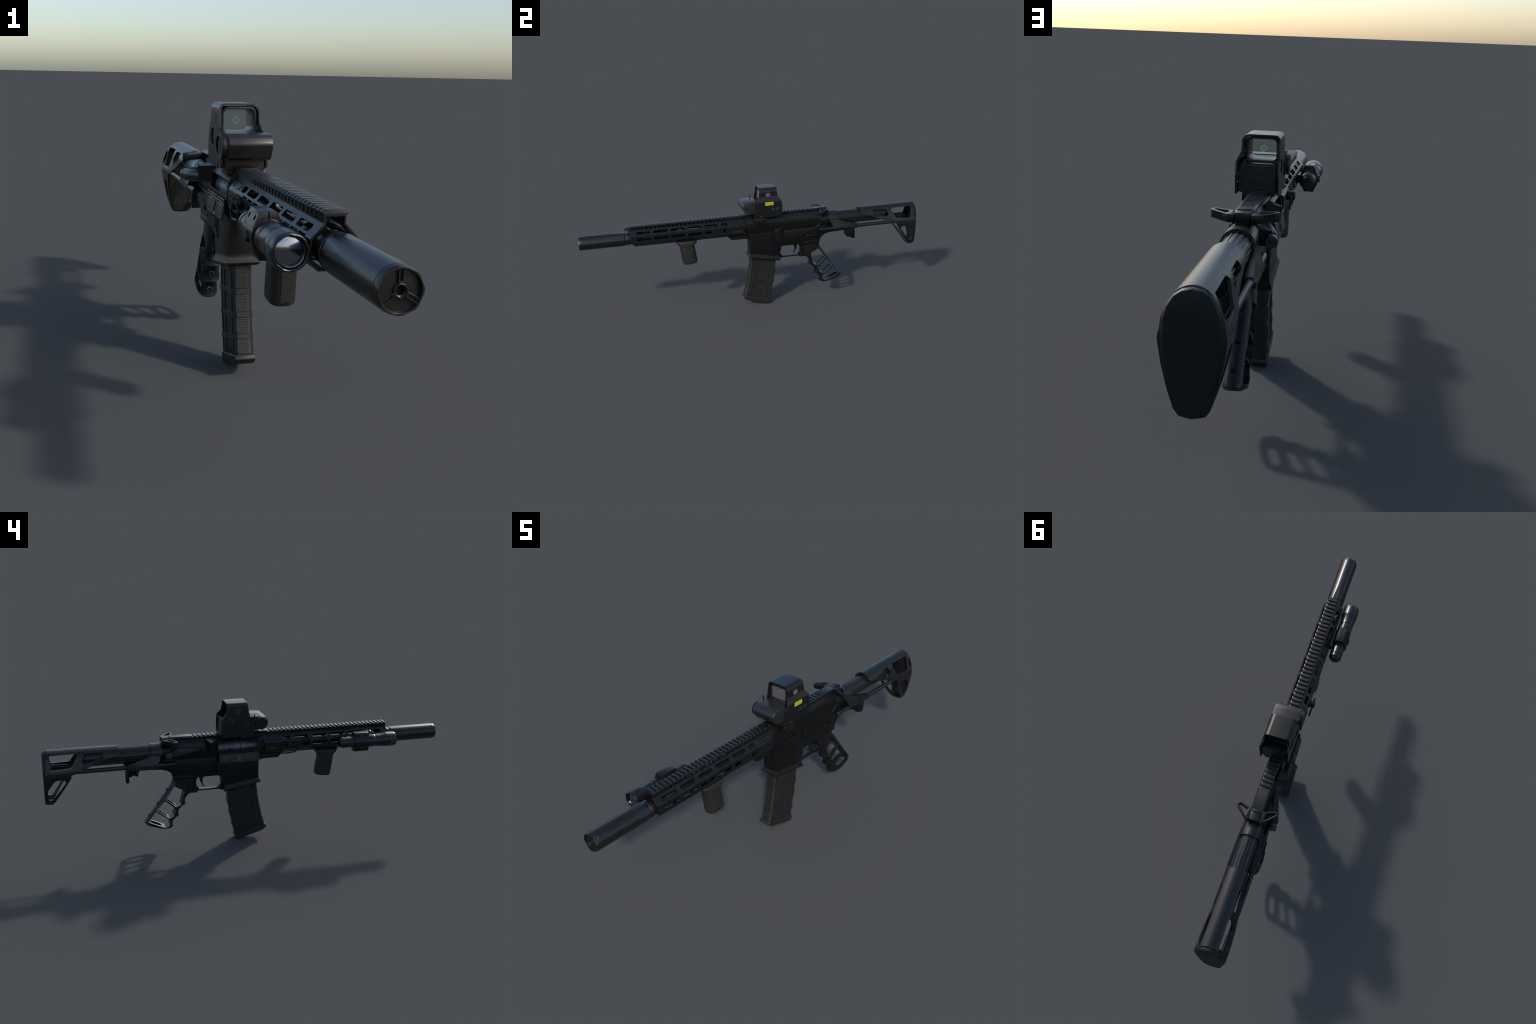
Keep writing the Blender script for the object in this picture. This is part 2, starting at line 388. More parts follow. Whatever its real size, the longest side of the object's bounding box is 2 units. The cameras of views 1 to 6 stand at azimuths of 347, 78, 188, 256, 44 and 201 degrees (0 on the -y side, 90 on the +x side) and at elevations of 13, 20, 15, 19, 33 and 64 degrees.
fa = [lathe((-.030, .255, .500), (-.0415, .145, -.010), [(.004, 0), (.012, .01), (.0165, .05), (.0185, .105), (.0185, .150), (.0165, .154)], 32),
      hull([(-.034, .34, .520), (-.030, .40, .516), (-.070, .400, .512), (-.034, .30, .505), (-.06, .36, .50), (-.03, .40, .47), (-.068, .402, .472)])]
part("forward_assist_housing", fa, upper_o, M_RECV, 28)
fab = lathe((-.0715, .395, .490), (-.0025, .040, -.0005), [(.0125, 0), (.0125, .012), (.0165, .014), (.0165, .036), (.0155, .0375), (.0125, .0375), (.0118, .0365), (.0095, .0365), (.0088, .0375), (.0062, .0375), (.0056, .0365), (.0035, .0365), (.003, .0375), (0, .0375)], 40)
part("forward_assist_button", fab, upper_o, M_DUST, 25)

# charging handle
ch = [prism([(-.0195, .392), (.0195, .392), (.0225, .409), (.0195, .4425, .003), (-.0195, .4425, .003), (-.0225, .409)], .5390, .5622, 'Z', bev=.0015),
      prism([(-.0185, .395), (.0185, .395), (.0175, .404, .003), (0, .409, .01), (-.0175, .404, .003)], .5560, .5650, 'Z', bev=.0008),
      box(-.0155, .0155, .38, .441, .5335, .5405, .001)]
ch_o = part("charging_handle", ch, ROOT, M_RECV, 28)
hout = [(.0185, .394, .004), (.030, .3925), (.074, .3765, .006), (.0875, .380, .006), (.0880, .395, .006), (.048, .434), (.036, .444, .004), (.0215, .4445, .003)]
hin = [(.040, .3985, .003), (.074, .3855, .004), (.0805, .390, .003), (.0460, .4245, .004), (.0390, .419, .004)]
lat = prism(hout, .5368, .5582, 'Z', holes=[hin], bev=.0016)
grv = [box(.060, .0615 + .0, .40, .44, .545, .568)]
lat = boolean(lat, [move(box(-.0006, .0006, -.01, .0018, .5385, .5565), Matrix.Translation((.0535 + .0045 * i, .4285 - .0044 * i, 0)) @ Matrix.Rotation(-.77, 4, 'Z')) for i in range(6)])
scr = cyl((.026, .401, .5565), (.026, .401, .5595), .0052, 20, .0006)
lat = join([lat, scr])
part("latch_lever", mirror(lat), ch_o, M_RECV, 28)
part("latch_lever", lat, ch_o, M_RECV, 28)

# ------------------------------------------------------------------ lower receiver
CX = 0.0
body = prism([(.10, .4520), (.372, .4520), (.392, .465), (.43, .470), (.446, .45), (.446, .4075, .004), (.424, .4025), (.404, .389), (.3945, .372), (.3915, .352), (.289, .3525), (.284, .3545), (.150, .3560, .008), (.10, .37)], -.0312, .0312, 'X', bev=.002)
tower = lathe((0, .392, BORE), (0, 1, 0), [(.038, 0), (.0435, .004), (.0445, .02), (.0445, .056)], 56)
magw = prism([(-.0345, .4505, .003), (.14, .4525), (.156, .445), (.1565, .36), (.150, .325, .01), (.138, .291), (-.0345, .3225)], CX - .0358, CX + .0358, 'X', bev=.002)
flare = loft([[(CX + sx * w, y, z) for sx, y, z in ((-1, yf, zf), (1, yf, zf), (1, yr, zr), (-1, yr, zr))]
              for w, yf, zf, yr, zr in ((.0350, -.034, .334, .138, .305), (.0366, -.0350, .325, .1390, .2985), (.0445, -.0440, .3115, .1445, .2785), (.0440, -.0432, .3070, .1437, .2740), (.0335, -.036, .302, .138, .268))])
neck = prism([(.125, .30), (.1515, .357), (.1515, .292, .004), (.135, .270, .004), (.125, .273)], CX - .017, CX + .017, 'X', bev=.0015)
post = prism([(.268, .360), (.3055, .360), (.3055, .2710, .003), (.2705, .2710, .004), (.2715, .284), (.2890, .306), (.2775, .340)], -.0155, .0155, 'X', bev=.0012)
lug = [cyl((CX - .024, -.0545, .4325), (CX + .024, -.0545, .4325), .0135, 28, .002), prism([(-.06, .444), (-.03, .4515), (-.03, .418), (-.054, .4195)], CX - .022, CX + .022, 'X', bev=.001)]
rdg = [prism(rect(.069, .285, .1135, .4545, .003), CX + .030, CX + .0375, 'X', bev=.001),
       prism(rect(.122, .361, .174, .411, .004), CX - .0390, CX - .030, 'X', holes=[rect(.134, .368, .158, .406, .006)], bev=.001),
       prism([(.112, .345, .004), (.174, .357, .004), (.174, .3625), (.119, .3585), (.119, .41), (.112, .41)], CX - .0378, CX - .030, 'X', bev=.0008),
       prism([(.116, .47), (.172, .4705, .004), (.173, .375, .012), (.12, .368), (.116, .40)], .024, .0345, 'X', bev=.001),
       prism([(.292, .3545), (.292, .364, .006), (.302, .369, .006), (.392, .3705), (.392, .3545)], -.0322, .0322, 'X', bev=.001)]
lower_o = part("lower_receiver", [body, tower, magw, flare, neck, post] + lug + rdg, ROOT, M_RECV, 28)
guard = prism([(.141, .3575), (.2775, .3575), (.29, .312), (.273, .2775), (.165, .2775, .004), (.146, .270), (.134, .31)], -.0115, .0115, 'X',
              holes=[[(.1475, .337, .012), (.171, .3560, .018), (.264, .3560, .010), (.2770, .331, .015), (.2765, .308, .012), (.2590, .2845, .004), (.170, .2845, .010), (.1455, .314, .014)]], bev=.0008)
part("trigger_guard", guard, lower_o, M_RECV, 28)
part("trigger", prism([(.260, .362), (.257, .330, .01), (.2505, .314, .008), (.2385, .2935), (.2350, .2955), (.2445, .3185, .01), (.2425, .335, .01), (.232, .362)], -.006, .006, 'X', bev=.0012), lower_o, M_RECV)
for sgn in (1, -1):
    f = lambda m: m if sgn > 0 else mirror(m)
    part("selector_lever", [f(cyl((.026, .318, .402), (.0352, .318, .402), .009, 24, .001)), f(prism([(.312, .397, .003), (.367, .396, .004), (.367, .405, .004), (.312, .408, .003)], .030, .0372, 'X', bev=.0012))], lower_o, M_RECV)
    for y, z, r in ((.281, .411, .0062), (.232, .391, .0038), (.283, .384, .004), (.352, .416, .0042)):
        part("receiver_pin", f(cyl((.0255, y, z), (.0331, y, z), r, 18, .0008)), lower_o, M_RECV)
bc = [prism([(.146, .456), (.143, .466, .006), (.150, .478, .007), (.164, .478, .007), (.168, .462, .006), (.160, .45, .004), (.161, .432), (.150, .432)], .0335, .0415, 'X', bev=.0015),
      prism(rect(.145, .408, .160, .432, .004), .0305, .038, 'X', bev=.001), cyl((.03, .146, .438), (.039, .146, .438), .0045, 14, .0006)]
part("bolt_catch", bc, lower_o, M_RECV)
part("magazine_release", [prism(rect(.138, .371, .155, .403, .006), CX - .0405, CX - .030, 'X', bev=.0012)], lower_o, M_RECV)
part("magazine_catch", [prism([(.077, .393, .004), (.104, .390, .004), (.104, .400, .004), (.077, .404, .004)], CX + .034, CX + .0410, 'X', bev=.001)], lower_o, M_RECV)

# ------------------------------------------------------------------ pistol grip (skeletonised)
GP = [(.3925, .3435, .2935, .3435, .0268), (.3930, .3320, .2935, .310, .0272), (.4050, .315, .2935, .272, .028), (.4180, .297, .3180, .2585, .029), (.4300, .281, .3325, .240, .0295), (.4370, .271, .3325, .222, .0305), (.4430, .263, .3305, .2095, .0318),
      (.4480, .256, .3460, .2015, .0305), (.4570, .243, .3645, .184, .0292), (.4660, .230, .3675, .165, .0302), (.4720, .222, .3655, .1500, .0318), (.4780, .2135, .3810, .1425, .0305), (.4880, .200, .3965, .127, .0295), (.4980, .186, .3975, .109, .0305),
      (.5070, .173, .3960, .0965, .0315), (.5170, .159, .4080, .088, .0315), (.5290, .142, .4240, .0845, .031), (.5365, .1315, .4330, .0850, .0305), (.5365, .1265, .4400, .0865, .0300), (.5290, .1165, .4600, .0940, .024)]
GP = [(by, bz + .0047 + dz, fy, fz + .0047 + dz, hw) for (by, bz, fy, fz, hw), dz in zip(GP, [.008, .004] + [0] * 12 + [.0005, .001, .002, .003, .0035, .0035])]
def grip_ring(by, bz, fy, fz, hw, n=2.9, m=36):
    out = []
    for i in range(m):
        a = 2 * pi * i / m; ca, sa = cos(a), sin(a)
        u = math.copysign(abs(ca) ** (2 / n), ca); w = math.copysign(abs(sa) ** (2 / n), sa)
        out.append((w * hw, (by + fy) / 2 + u * (fy - by) / 2, (bz + fz) / 2 + u * (fz - bz) / 2))
    return out
gb = loft([grip_ring(*g) for g in GP])
H = [[(.337, .281, .006), (.386, .3075, .007), (.4325, .2460, .004), (.3820, .1985, .014), (.357, .2075, .014), (.349, .234, .010)],
     [(.3795, .1870, .010), (.4345, .2380, .006), (.4765, .1915, .004), (.4140, .1390, .014), (.3935, .154, .014)],
     [(.4110, .1325, .010), (.4815, .1845, .005), (.5185, .1330, .005), (.4320, .0935, .012), (.4125, .108, .012)]]
H = [[(y, z + .0080, r) for y, z, r in h] for h in H]
gcut = [prism(h, -.06, .06, 'X') for h in H]
ax = Vector((0, .5375 - .428, .1305 - .2835)).normalized()          # down the back strap
nrm = Vector((0, -ax.z, ax.y))
if nrm.y < 0: nrm = -nrm
for y, z in ((.4225, .296), (.470, .230), (.512, .171)):              # round holes through the back strap
    c = Vector((0, y, z)); gcut.append(cyl(c - nrm * .024, c + nrm * .02, .0085, 24))
fn = Vector((0, -.92, -.39))
for y, z in ((.338, .252), (.374, .186), (.4025, .127)):              # and through each finger rest
    c = Vector((0, y, z)); gcut.append(cyl(c - fn * .016, c + fn * .03, .0078, 24))
fr = Matrix(((1, 0, 0, 0), (0, nrm.y, ax.y, 0), (0, nrm.z, ax.z, 0), (0, 0, 0, 1)))
slotc = prism([(-.0175, -.037, .015), (.0175, -.037, .015), (.0175, .0225, .014), (-.0175, .0225, .014)], 0, .30, 'Z')
move(slotc, Matrix.Translation(Vector((0, .3950, .2570))) @ fr)
if fr.to_3x3().determinant() < 0: slotc.flip_normals()
gcut.append(slotc)
gb = boolean(gb, gcut)
part("pistol_grip", gb, ROOT, M_ANOD, 35)

# ------------------------------------------------------------------ magazine
MX = 0.0
Fp = [(-.0260, .330), (-.0280, .292), (-.0335, .231), (-.0450, .170), (-.0578, .1135), (-.0715, .0680)]
Rp = [(.1260, .320), (.1225, .274), (.1165, .208), (.1045, .141), (.0900, .0730), (.0795, .0240)]
def lerp(a, b, t): return a + (b - a) * t
def mp(k, s):
    """k: station along the magazine (0..5), s: 0 front .. 1 rear"""
    i = min(int(k), 4); t = k - i
    f = [lerp(Fp[i][j], Fp[i + 1][j], t) for j in (0, 1)]; r = [lerp(Rp[i][j], Rp[i + 1][j], t) for j in (0, 1)]
    return (lerp(f[0], r[0], s), lerp(f[1], r[1], s))
def mquad(k0, k1, s0, s1, x0, x1, bev=0.0, r=0.0, n=4):
    o = [mp(lerp(k0, k1, i / n), s0) for i in range(n + 1)] + [mp(lerp(k1, k0, i / n), s1) for i in range(n + 1)]
    return prism(o, MX + x0, MX + x1, 'X', bev=bev)
def mbar(k0, k1, s0, s1, hw, c0=0.0, c1=0.0, n=6):
    """bar wrapped round the magazine: chamfered front (c0) and rear (c1) corners"""
    rings = []
    for i in range(n + 1):
        k = lerp(k0, k1, i / n); r = []
        for x, q in ((-hw, s0 + c0 / .16), (-hw + c0, s0), (hw - c0, s0), (hw, s0 + c0 / .16), (hw, s1 - c1 / .16), (hw - c1, s1), (-hw + c1, s1), (-hw, s1 - c1 / .16)):
            y, z = mp(k, q); r.append((MX + x, y, z))
        if c0 == 0: r = [r[0], r[3]] + r[4:]
        if c1 == 0: r = r[:-3] + [r[-1]] if c0 else [r[0], r[1], r[2], r[5]]
        rings.append(r)
    return loft(rings)
mm = [mbar(0, 5.02, 0.0, .985, .0236, .0065, .0050, 14)]
for k in (2, 3, 4): mm.append(mbar(k - .115, k + .105, -.032, 1.022, .0276, .0105, .0075, 3))
for s0, s1 in ((.095, .20), (.655, .755)): mm.append(mbar(.55, 4.96, s0, s1, .0270, 0, 0, 12))
mm.append(mbar(.55, 4.96, .925, .995, .0262, 0, .0060, 12)); mm.append(mbar(.55, 4.96, -.004, .045, .0262, .0085, 0, 12))
mm.append(mbar(.5, 1.16, .05, .95, .0270, 0, 0, 2))
for k in range(1, 5):                                                  # grooved pads, front and rear
    a, b = k + .135 - (0.0 if k > 1 else -.16), k + (.86 if k < 4 else .93)
    pf = mquad(a, b, -.015, .06, -.0195, .0175, .0012, n=3)
    gv = []
    for i in range(5):
        t = lerp(a, b, .14 + .165 * i); gv.append(mquad(t - .016, t + .016, -.05, -.0085, -.0150, .0110, n=1))
    gv.append(mquad(a - .2, b + .2, -.05, -.0125, -.0012, -.0006, n=1))
    mm.append(boolean(pf, gv))
    if k > 1:
        pr = mquad(a, b, .94, 1.004, -.0170, .0170, .0012, n=3)
        if k > 2: pr = boolean(pr, [mquad(lerp(a, b, .16 + .15 * i) - .016, lerp(a, b, .16 + .15 * i) + .016, .997, 1.05, -.0125, .0125, n=1) for i in range(5)])
        mm.append(pr)
for i in range(9):                                                     # raised bars on the lowest panel
    s = .275 + .043 * i
    for x0, x1 in ((.022, .0252), (-.0252, -.022)):
        for a, b in ((4.22, 4.50), (4.56, 4.84)):
            if (i * 7 + int(a * 10)) % 7 == 0: continue
            mm.append(mquad(a, b, s, s + .020, x0, x1, .0, n=1))
mag_o = part("magazine", mm, ROOT, M_POLY, 30)
foot = prism([(-.0765, .0690, .004), (.0815, .0265, .004), (.0835, .0165, .004), (.0745, .0, .004), (.062, .0008, .01), (-.052, .0345, .02), (-.0690, .0420, .004), (-.0825, .0575, .004)], MX - .0285, MX + .0285, 'X', bev=.0035, res=2)
part("base_plate", foot, mag_o, M_POLY, 30)

# ------------------------------------------------------------------ vertical fore grip
def rr(cy, hy, hx, z, r, dz=0.0, cx=-.001):
    pts = fillet([(-hx, -hy, r), (hx, -hy, r), (hx, hy, r), (-hx, hy, r)], 8)
    return [(cx + x, cy + y, z + dz * y) for x, y in pts]
vg = loft([rr(-.399, .057, .022, .4435, .012), rr(-.399, .0595, .0265, .439, .014), rr(-.399, .0595, .0285, .434, .024), rr(-.399, .053, .0300, .4235, .024), rr(-.3985, .0440, .0295, .4150, .024, 0),
           rr(-.3965, .0425, .0295, .4045, .025), rr(-.3845, .0425, .0300, .3165, .025, .10), rr(-.3838, .0410, .0290, .3085, .024, .10), rr(-.3834, .0365, .0250, .3045, .021, .10)])
vg_o = part("fore_grip", vg, ROOT, M_VGRIP, 40)
gr = []
for i in range(36):
    t = i / 35; z = .4055 - .0925 * t; yf = -.3965 - .0425 + (.0125) * t
    gr.append(box(-.0115, .0095, yf - .0007, yf + .002, z - .0009, z + .0009))
part("grip_ribbing", gr, vg_o, M_VGRIP, kind="stuff")
part("fore_grip_dark_strip", [box(-.014, .012, -.455, -.345, .4385, .4455, .001)], vg_o, M_DARK)  # thin black box between handguard and grip flange, reads as a dark gap

# ------------------------------------------------------------------ weapon light
LX, LZ = -.0895, .4925
LY = -.736
def scal(r, t, a):
    if r > .030 and t < .012: return r * (1 - .035 * max(0, cos(7 * a)) * (1 - t / .012))
    return r
lp = [(.0300, .006), (.0305, .001), (.0325, .0), (.0348, .0015), (.0360, .006), (.0362, .012), (.0362, .050), (.0352, .0515), (.0352, .0535), (.0345, .0555), (.0330, .076), (.0322, .0815), (.0322, .102), (.0308, .104), (.0302, .110), (.0308, .115), (.0318, .117), (.0318, .135),
      (.0285, .150), (.0285, .226), (.0262, .2285), (.0262, .234), (.0280, .236), (.0280, .267), (.0258, .269), (.0258, .273), (.0280, .275), (.0276, .287), (.0240, .291), (.0205, .292), (.0200, .296), (.0180, .2985), (0, .299)]
light_o = part("weapon_light", lathe((LX, LY, LZ), (0, 1, 0), lp, 84, scal, False), ROOT, M_SUPP, 25)
part("lamp_lens", lathe((LX, LY, LZ), (0, 1, 0), [(.0302, .0085), (.0285, .0075), (.0280, .0100), (.0, .0010)], 64, None, False), light_o, M_CHROME, 60)  # cone bulges forward so the upper half shows the bright sky reflection
cl = [lathe((LX, -.590, LZ), (0, 1, 0), [(.0285, 0), (.0335, .0005), (.0345, .002), (.0345, .0765), (.0335, .078), (.0285, .0785)], 48)]
for dz in (1, -1):
    o = [(LX - .0315, LZ + dz * .016), (LX - .017, LZ + dz * .0475, .002), (LX + .016, LZ + dz * .0475, .002), (LX + .0315, LZ + dz * .016)]
    cl.append(prism(o, -.5885, -.5133, 'Y', bev=.0015))
cl = boolean(join(cl), [box(LX - .001, LX + .001, -.60, -.50, LZ + .030, LZ + .06), box(LX - .001, LX + .001, -.60, -.50, LZ - .06, LZ - .030)] +
             [cyl((LX - .045, y, LZ + dz * .0335), (LX - .016, y, LZ + dz * .0335), .0052, 16) for y in (-.570, -.530) for dz in (1, -1)])
clamp_o = part("light_clamp", cl, light_o, M_ANOD, 30)
hexb = prism(circle(-.552, LZ - .004, .0135, 6), LX - .0375, LX - .030, 'X', bev=.001)
hexb = boolean(hexb, [box(LX - .045, LX - .0355, -.57, -.53, LZ - .0055, LZ - .0025)])
part("clamp_bolt", hexb, light_o, M_RECV)
part("light_mount", [box(-.066, -.0480, -.556, -.498, LZ - .014, LZ + .014, .002), box(-.058, -.0479, -.60, -.50, LZ - .010, LZ + .010, .001)], light_o, M_ANOD)
# thin emblem on the lamp head: an upright stroke and a small triangle
def wrap(y, a): return (LX - .0366 * cos(a), y, LZ + .0366 * sin(a))
mk = [tube([wrap(-.7085 + .0035 * abs(i / 12 - .55) ** 2 * 6 * (1 if i < 6 else -.4), radians(42 - 84 * i / 12)) for i in range(13)], .0008),
      tube([wrap(-.7105, radians(16)), wrap(-.7225, radians(-1)), wrap(-.7105, radians(-17))], .0008, cyclic=True),
      tube([wrap(-.7125, radians(8)), wrap(-.7185, radians(-1)), wrap(-.7125, radians(-9))], .0008, cyclic=True)]
part("lamp_marking", mk, light_o, mat("pale_blue_grey_print", (.14, .17, .21), .6, bevel=0))

light_o.location.x = .003
# ------------------------------------------------------------------ sling swivel
sw = lathe((-.0440, -.186, .4915), (-1, 0, 0), [(.0165, 0), (.0165, .010), (.0145, .012), (.0145, .026), (.012, .0285), (.0105, .0285), (.0095, .0275), (0, .0275)], 32)
sw_o = part("sling_swivel", sw, ROOT, M_RECV, 28)
lp_pts = fillet([(-.150, .492, .012), (-.140, .464, .014), (-.156, .4505, .010), (-.214, .4545, .010), (-.228, .472, .014), (-.214, .497, .012)], 5)
loopp = [(-.0635 + .004 * (0.49 - z) / .04, y, z) for y, z in lp_pts]
part("sling_loop", tube(loopp, .0035, cyclic=False), sw_o, M_RECV, 40)
sw_o.location.x = .0025

# ------------------------------------------------------------------ holographic sight
sec_o = [(.0672, .545), (.0672, .644, .010), (.0548, .672, .018), (.0545, .7195, .024), (-.0545, .7195, .024), (-.0552, .690, .04), (-.0572, .622, .04), (-.0575, .545)]
shell = prism(sec_o, -.03, .18, 'Y', holes=[], fn=8)
core = prism([(.0612, .50), (.0612, .6415, .010), (.0493, .6695, .017), (.0490, .7143, .019), (-.0490, .7143, .019), (-.0497, .690, .04), (-.0517, .622, .04), (-.0520, .50)], -.05, .2, 'Y', fn=8)
side = prism([(.030, .735), (.0285, .715), (.025, .690, .03), (.018, .652, .02), (-.0035, .624, .03), (-.0075, .598), (-.0075, .556, .003), (.048, .5535), (.155, .5535), (.1575, .61, .03), (.1520, .648, .008), (.134, .670, .025), (.1290, .695, .03), (.1300, .735)], -.09, .09, 'X', fn=7)
shell = boolean(shell, [core]); shell = boolean(shell, [side], 'INTERSECT')
shell = boolean(shell, [cyl((-.09, .100, .6305), (-.04, .100, .6305), .0228, 40), cyl((-.09, .0315, .6125), (-.04, .0315, .6125), .0232, 40), prism(rect(.0865, .5845, .147, .6105, .003), .05, .08, 'X')])
shell = bevelled(shell, .0007, 50)
sight_o = part("holographic_sight", shell, ROOT, M_SIGHT, 35)
hs = [box(-.0490, .054, -.002, .1465, .5575, .6405, .003),
      prism(rect(-.0470, .5575, .0495, .6375, .004), .1455, .1515, 'Y', bev=.001),
      box(-.0405, .0405, .1500, .1525, .566, .605, .001), box(-.046, .047, .0, .146, .5495, .5585, .001), box(-.046, .058, -.0065, .012, .5500, .5730, .002),
      box(.0490, .0585, .060, .1475, .560, .628, .001)]
ring_f = prism([(-.0475, .640), (-.0475, .7105, .018), (.0445, .7105, .018), (.0445, .640)], .0285, .1130, 'Y', holes=[rect(-.0425, .6455, .0385, .7050, .014)], bev=.0012, fn=7)
part("optic_housing", hs + [ring_f], sight_o, M_SIGHT, 30)
for y in (.036,):
    part("window_glass", prism(rect(-.0427, .6452, .0387, .7052, .014), y, y + .002, 'Y', fn=7), sight_o, M_GLASS)
def rp(r, a, y=.072): return (-.0006 + r * cos(a), y, .6740 + r * sin(a))
ret = [tube([rp(.0072, 2 * pi * i / 48) for i in range(48)], .00045, cyclic=True), tube([rp(.0001, 0), rp(.0004, pi)], .0005)]
for k in range(4): ret.append(tube([rp(.0070, k * pi / 2), rp(.0087, k * pi / 2)], .0006))
part("reticle", ret, sight_o, M_RET)
# battery tube across the front
bt = prism([(.0, .6475), (-.040, .6475, .02), (-.0665, .6440, .022), (-.0795, .622, .014), (-.0600, .5850, .012), (-.050, .5805, .012), (.0, .5805)], -.0525, .0635, 'X', bev=.0030, res=2, fn=10)
ramp = hull([(.045, -.030, .644), (-.047, -.030, .644), (.045, .03, .646), (-.047, .03, .646), (.042, .026, .6462), (-.046, .026, .6462), (.045, .03, .62), (-.047, .03, .62)])
bt_o = part("battery_tube", [bt, ramp], sight_o, M_TUBE, 30)
def knurl(r, t, a): return r - (.0006 if (t > .001 and t < .016 and r > .028 and int(a / (2 * pi) * 60) % 2 == 0) else 0)
cp = lathe((-.0505, -.0395, .6150), (-1, 0, 0), [(.030, 0), (.0315, .001), (.0315, .005), (.0315, .0135), (.0300, .0155), (.0280, .016), (.0272, .0152), (0, .0152)], 120, knurl)
cp = boolean(cp, [move(box(-.075, -.0655, -.0012, .0012, -.03, .03), Matrix.Translation((0, -.0395, .6150)) @ Matrix.Rotation(radians(40), 4, 'X'))])
part("battery_cap", cp, sight_o, M_SIGHT, 30)
lan = [(-.0585, -.034 + .051 * t, .643 + .0195 * sin(pi * t ** .8) + .007 * t) for t in [i / 16 for i in range(17)]]
part("cap_tether", tube(lan, .0006), sight_o, M_SIGHT)
part("tether_post", [cyl((-.0555, -.006, .634), (-.0555, -.006, .6555), .0030, 12, .0006), cyl((-.0555, -.006, .6545), (-.0555, -.006, .660), .0042, 12, .001)], sight_o, M_SIGHT)
for y, z, r, tilt in ((.100, .6305, .0198, 8), (.0315, .6125, .0202, 35)):
    d = lathe((-.0385, y, z), (-1, 0, 0), [(r, 0), (r, .0135), (r - .001, .0145), (.0115, .0145), (.0108, .0135), (.0100, .0135), (.0085, .0155), (0, .0155)], 40)
    d = boolean(d, [move(box(-.072, -.0525, -.010, .010, -.0014, .0014), Matrix.Translation((0, y, z)) @ Matrix.Rotation(radians(tilt), 4, 'X'))])
    part("adjustment_dial", d, sight_o, M_DUST, 28)  # lighter grey used here to bring out the faint highlights on the dials
    arcs = []
    for a0, a1 in ((-28, -5), (5, 42)):
        arcs.append(tube([(-.0572 + .0006 * max(0, (z + .0285 * sin(radians(a)) - .622) / .07 * 3), y + .0285 * cos(radians(a)), z + .0285 * sin(radians(a))) for a in range(a0, a1 + 1, 4)], .0005))
    part("dial_marking", arcs, sight_o, M_GREYMARK)
# emblem, label, buttons
def emblem(x, y0, y1, z0, z1, out, slope=0.0):
    h = z1 - z0; w = y1 - y0; g = .0013
    ms = [prism(rect(y0, z0, y1, z1, .003), -.0004, .0004, 'X', holes=[rect(y0 + g, z0 + g, y1 - g, z1 - g, .002)])]
    ys = (y0 + w * .30, y1 - g * 2) if out < 0 else (y0 + g * 2, y1 - w * .30)
    for i in range(4):
        z = z0 + h * (.17 + .20 * i); ms.append(prism(rect(ys[0], z, ys[1], z + .0014), -.0004, .0004, 'X'))
    yb = y0 + w * .20 if out < 0 else y1 - w * .20
    ms.append(prism(rect(yb - .0006, z0 + h * .16, yb + .0006, z1 - h * .16), -.0004, .0004, 'X'))
    for i in range(6):
        yy = y0 + w * i / 6; ms.append(prism(rect(yy, z0 - .0060, yy + w / 8.5, z0 - .0032), -.0004, .0004, 'X'))
    me = join(ms)
    for v in me.vertices: v.co.x += x + slope * (v.co.z - z0)
    return me
part("maker_emblem", emblem(.0547, .0640, .0890, .674, .6925, 1), sight_o, M_WHITE)
part("maker_emblem", emblem(-.0560, .0660, .0890, .6735, .6920, -1, .030), sight_o, M_GREYMARK)
lab = part("warning_label", prism(rect(.0555, .6235, .1040, .6425), .0667, .0677, 'X'), sight_o, M_YEL)
ink = []
for r in range(4):
    y = .0585
    while y < .093:
        w = random.uniform(.0018, .0055); ink.append(prism(rect(y, .6265 + .0036 * r, min(y + w, .0945), .6280 + .0036 * r), .0676, .0679, 'X')); y += w + .0011
ink.append(prism([(.0955, .6285), (.1015, .6285), (.0985, .637)], .0676, .0679, 'X', holes=[[(.0972, .6297), (.0998, .6297), (.0985, .6335)]]))
part("label_print", ink, lab, M_INK, kind="stuff")
for y0, y1 in ((.0890, .1150), (.1190, .1445)):
    part("sight_button", prism(rect(y0, .5870, y1, .6080, .003), .057, .0657, 'X', bev=.0014), sight_o, M_DUST)
for x, z in ((.034, .6315), (-.034, .6315), (.0345, .5640), (-.0335, .5640)):
    s = lathe((x, .1490, z), (0, 1, 0), [(.0072, 0), (.0072, .0042), (.0062, .0052), (.0036, .0052), (.0034, .0035), (0, .0035)], 24)
    part("housing_screw", s, sight_o, M_SIGHT)
em = [prism(rect(-.0125, .604, .0135, .6225, .002), .1512, .1522, 'Y', holes=[rect(-.0108, .6057, .0118, .6208, .0015)])] + [box(-.0085, .006, .1512, .1522, .6085 + .004 * i, .6100 + .004 * i) for i in range(3)]
part("embossed_emblem", em, sight_o, M_SIGHT)
lv = [prism([(-.009, .535, .004), (-.004, .548, .002), (.057, .546, .003), (.057, .5135, .004), (.005, .5145, .008)], .0535, .0625, 'X', bev=.0018), box(.046, .060, -.004, .020, .546, .574, .001),
      box(-.040, .056, .0, .058, .5385, .5500, .001)]
part("clamp_lever", lv, sight_o, M_SIGHT)
part("clamp_nut", [cyl((.058, .0305, .5575), (.0705, .0305, .5575), .0085, 24, .0015), cyl((-.054, .038, .5590), (-.0590, .038, .5590), .0075, 20, .001), cyl((.0670, .073, .5800), (.0690, .073, .5800), .0035, 14, .0005)], sight_o, M_RAIL)

sight_o.location.x = .002

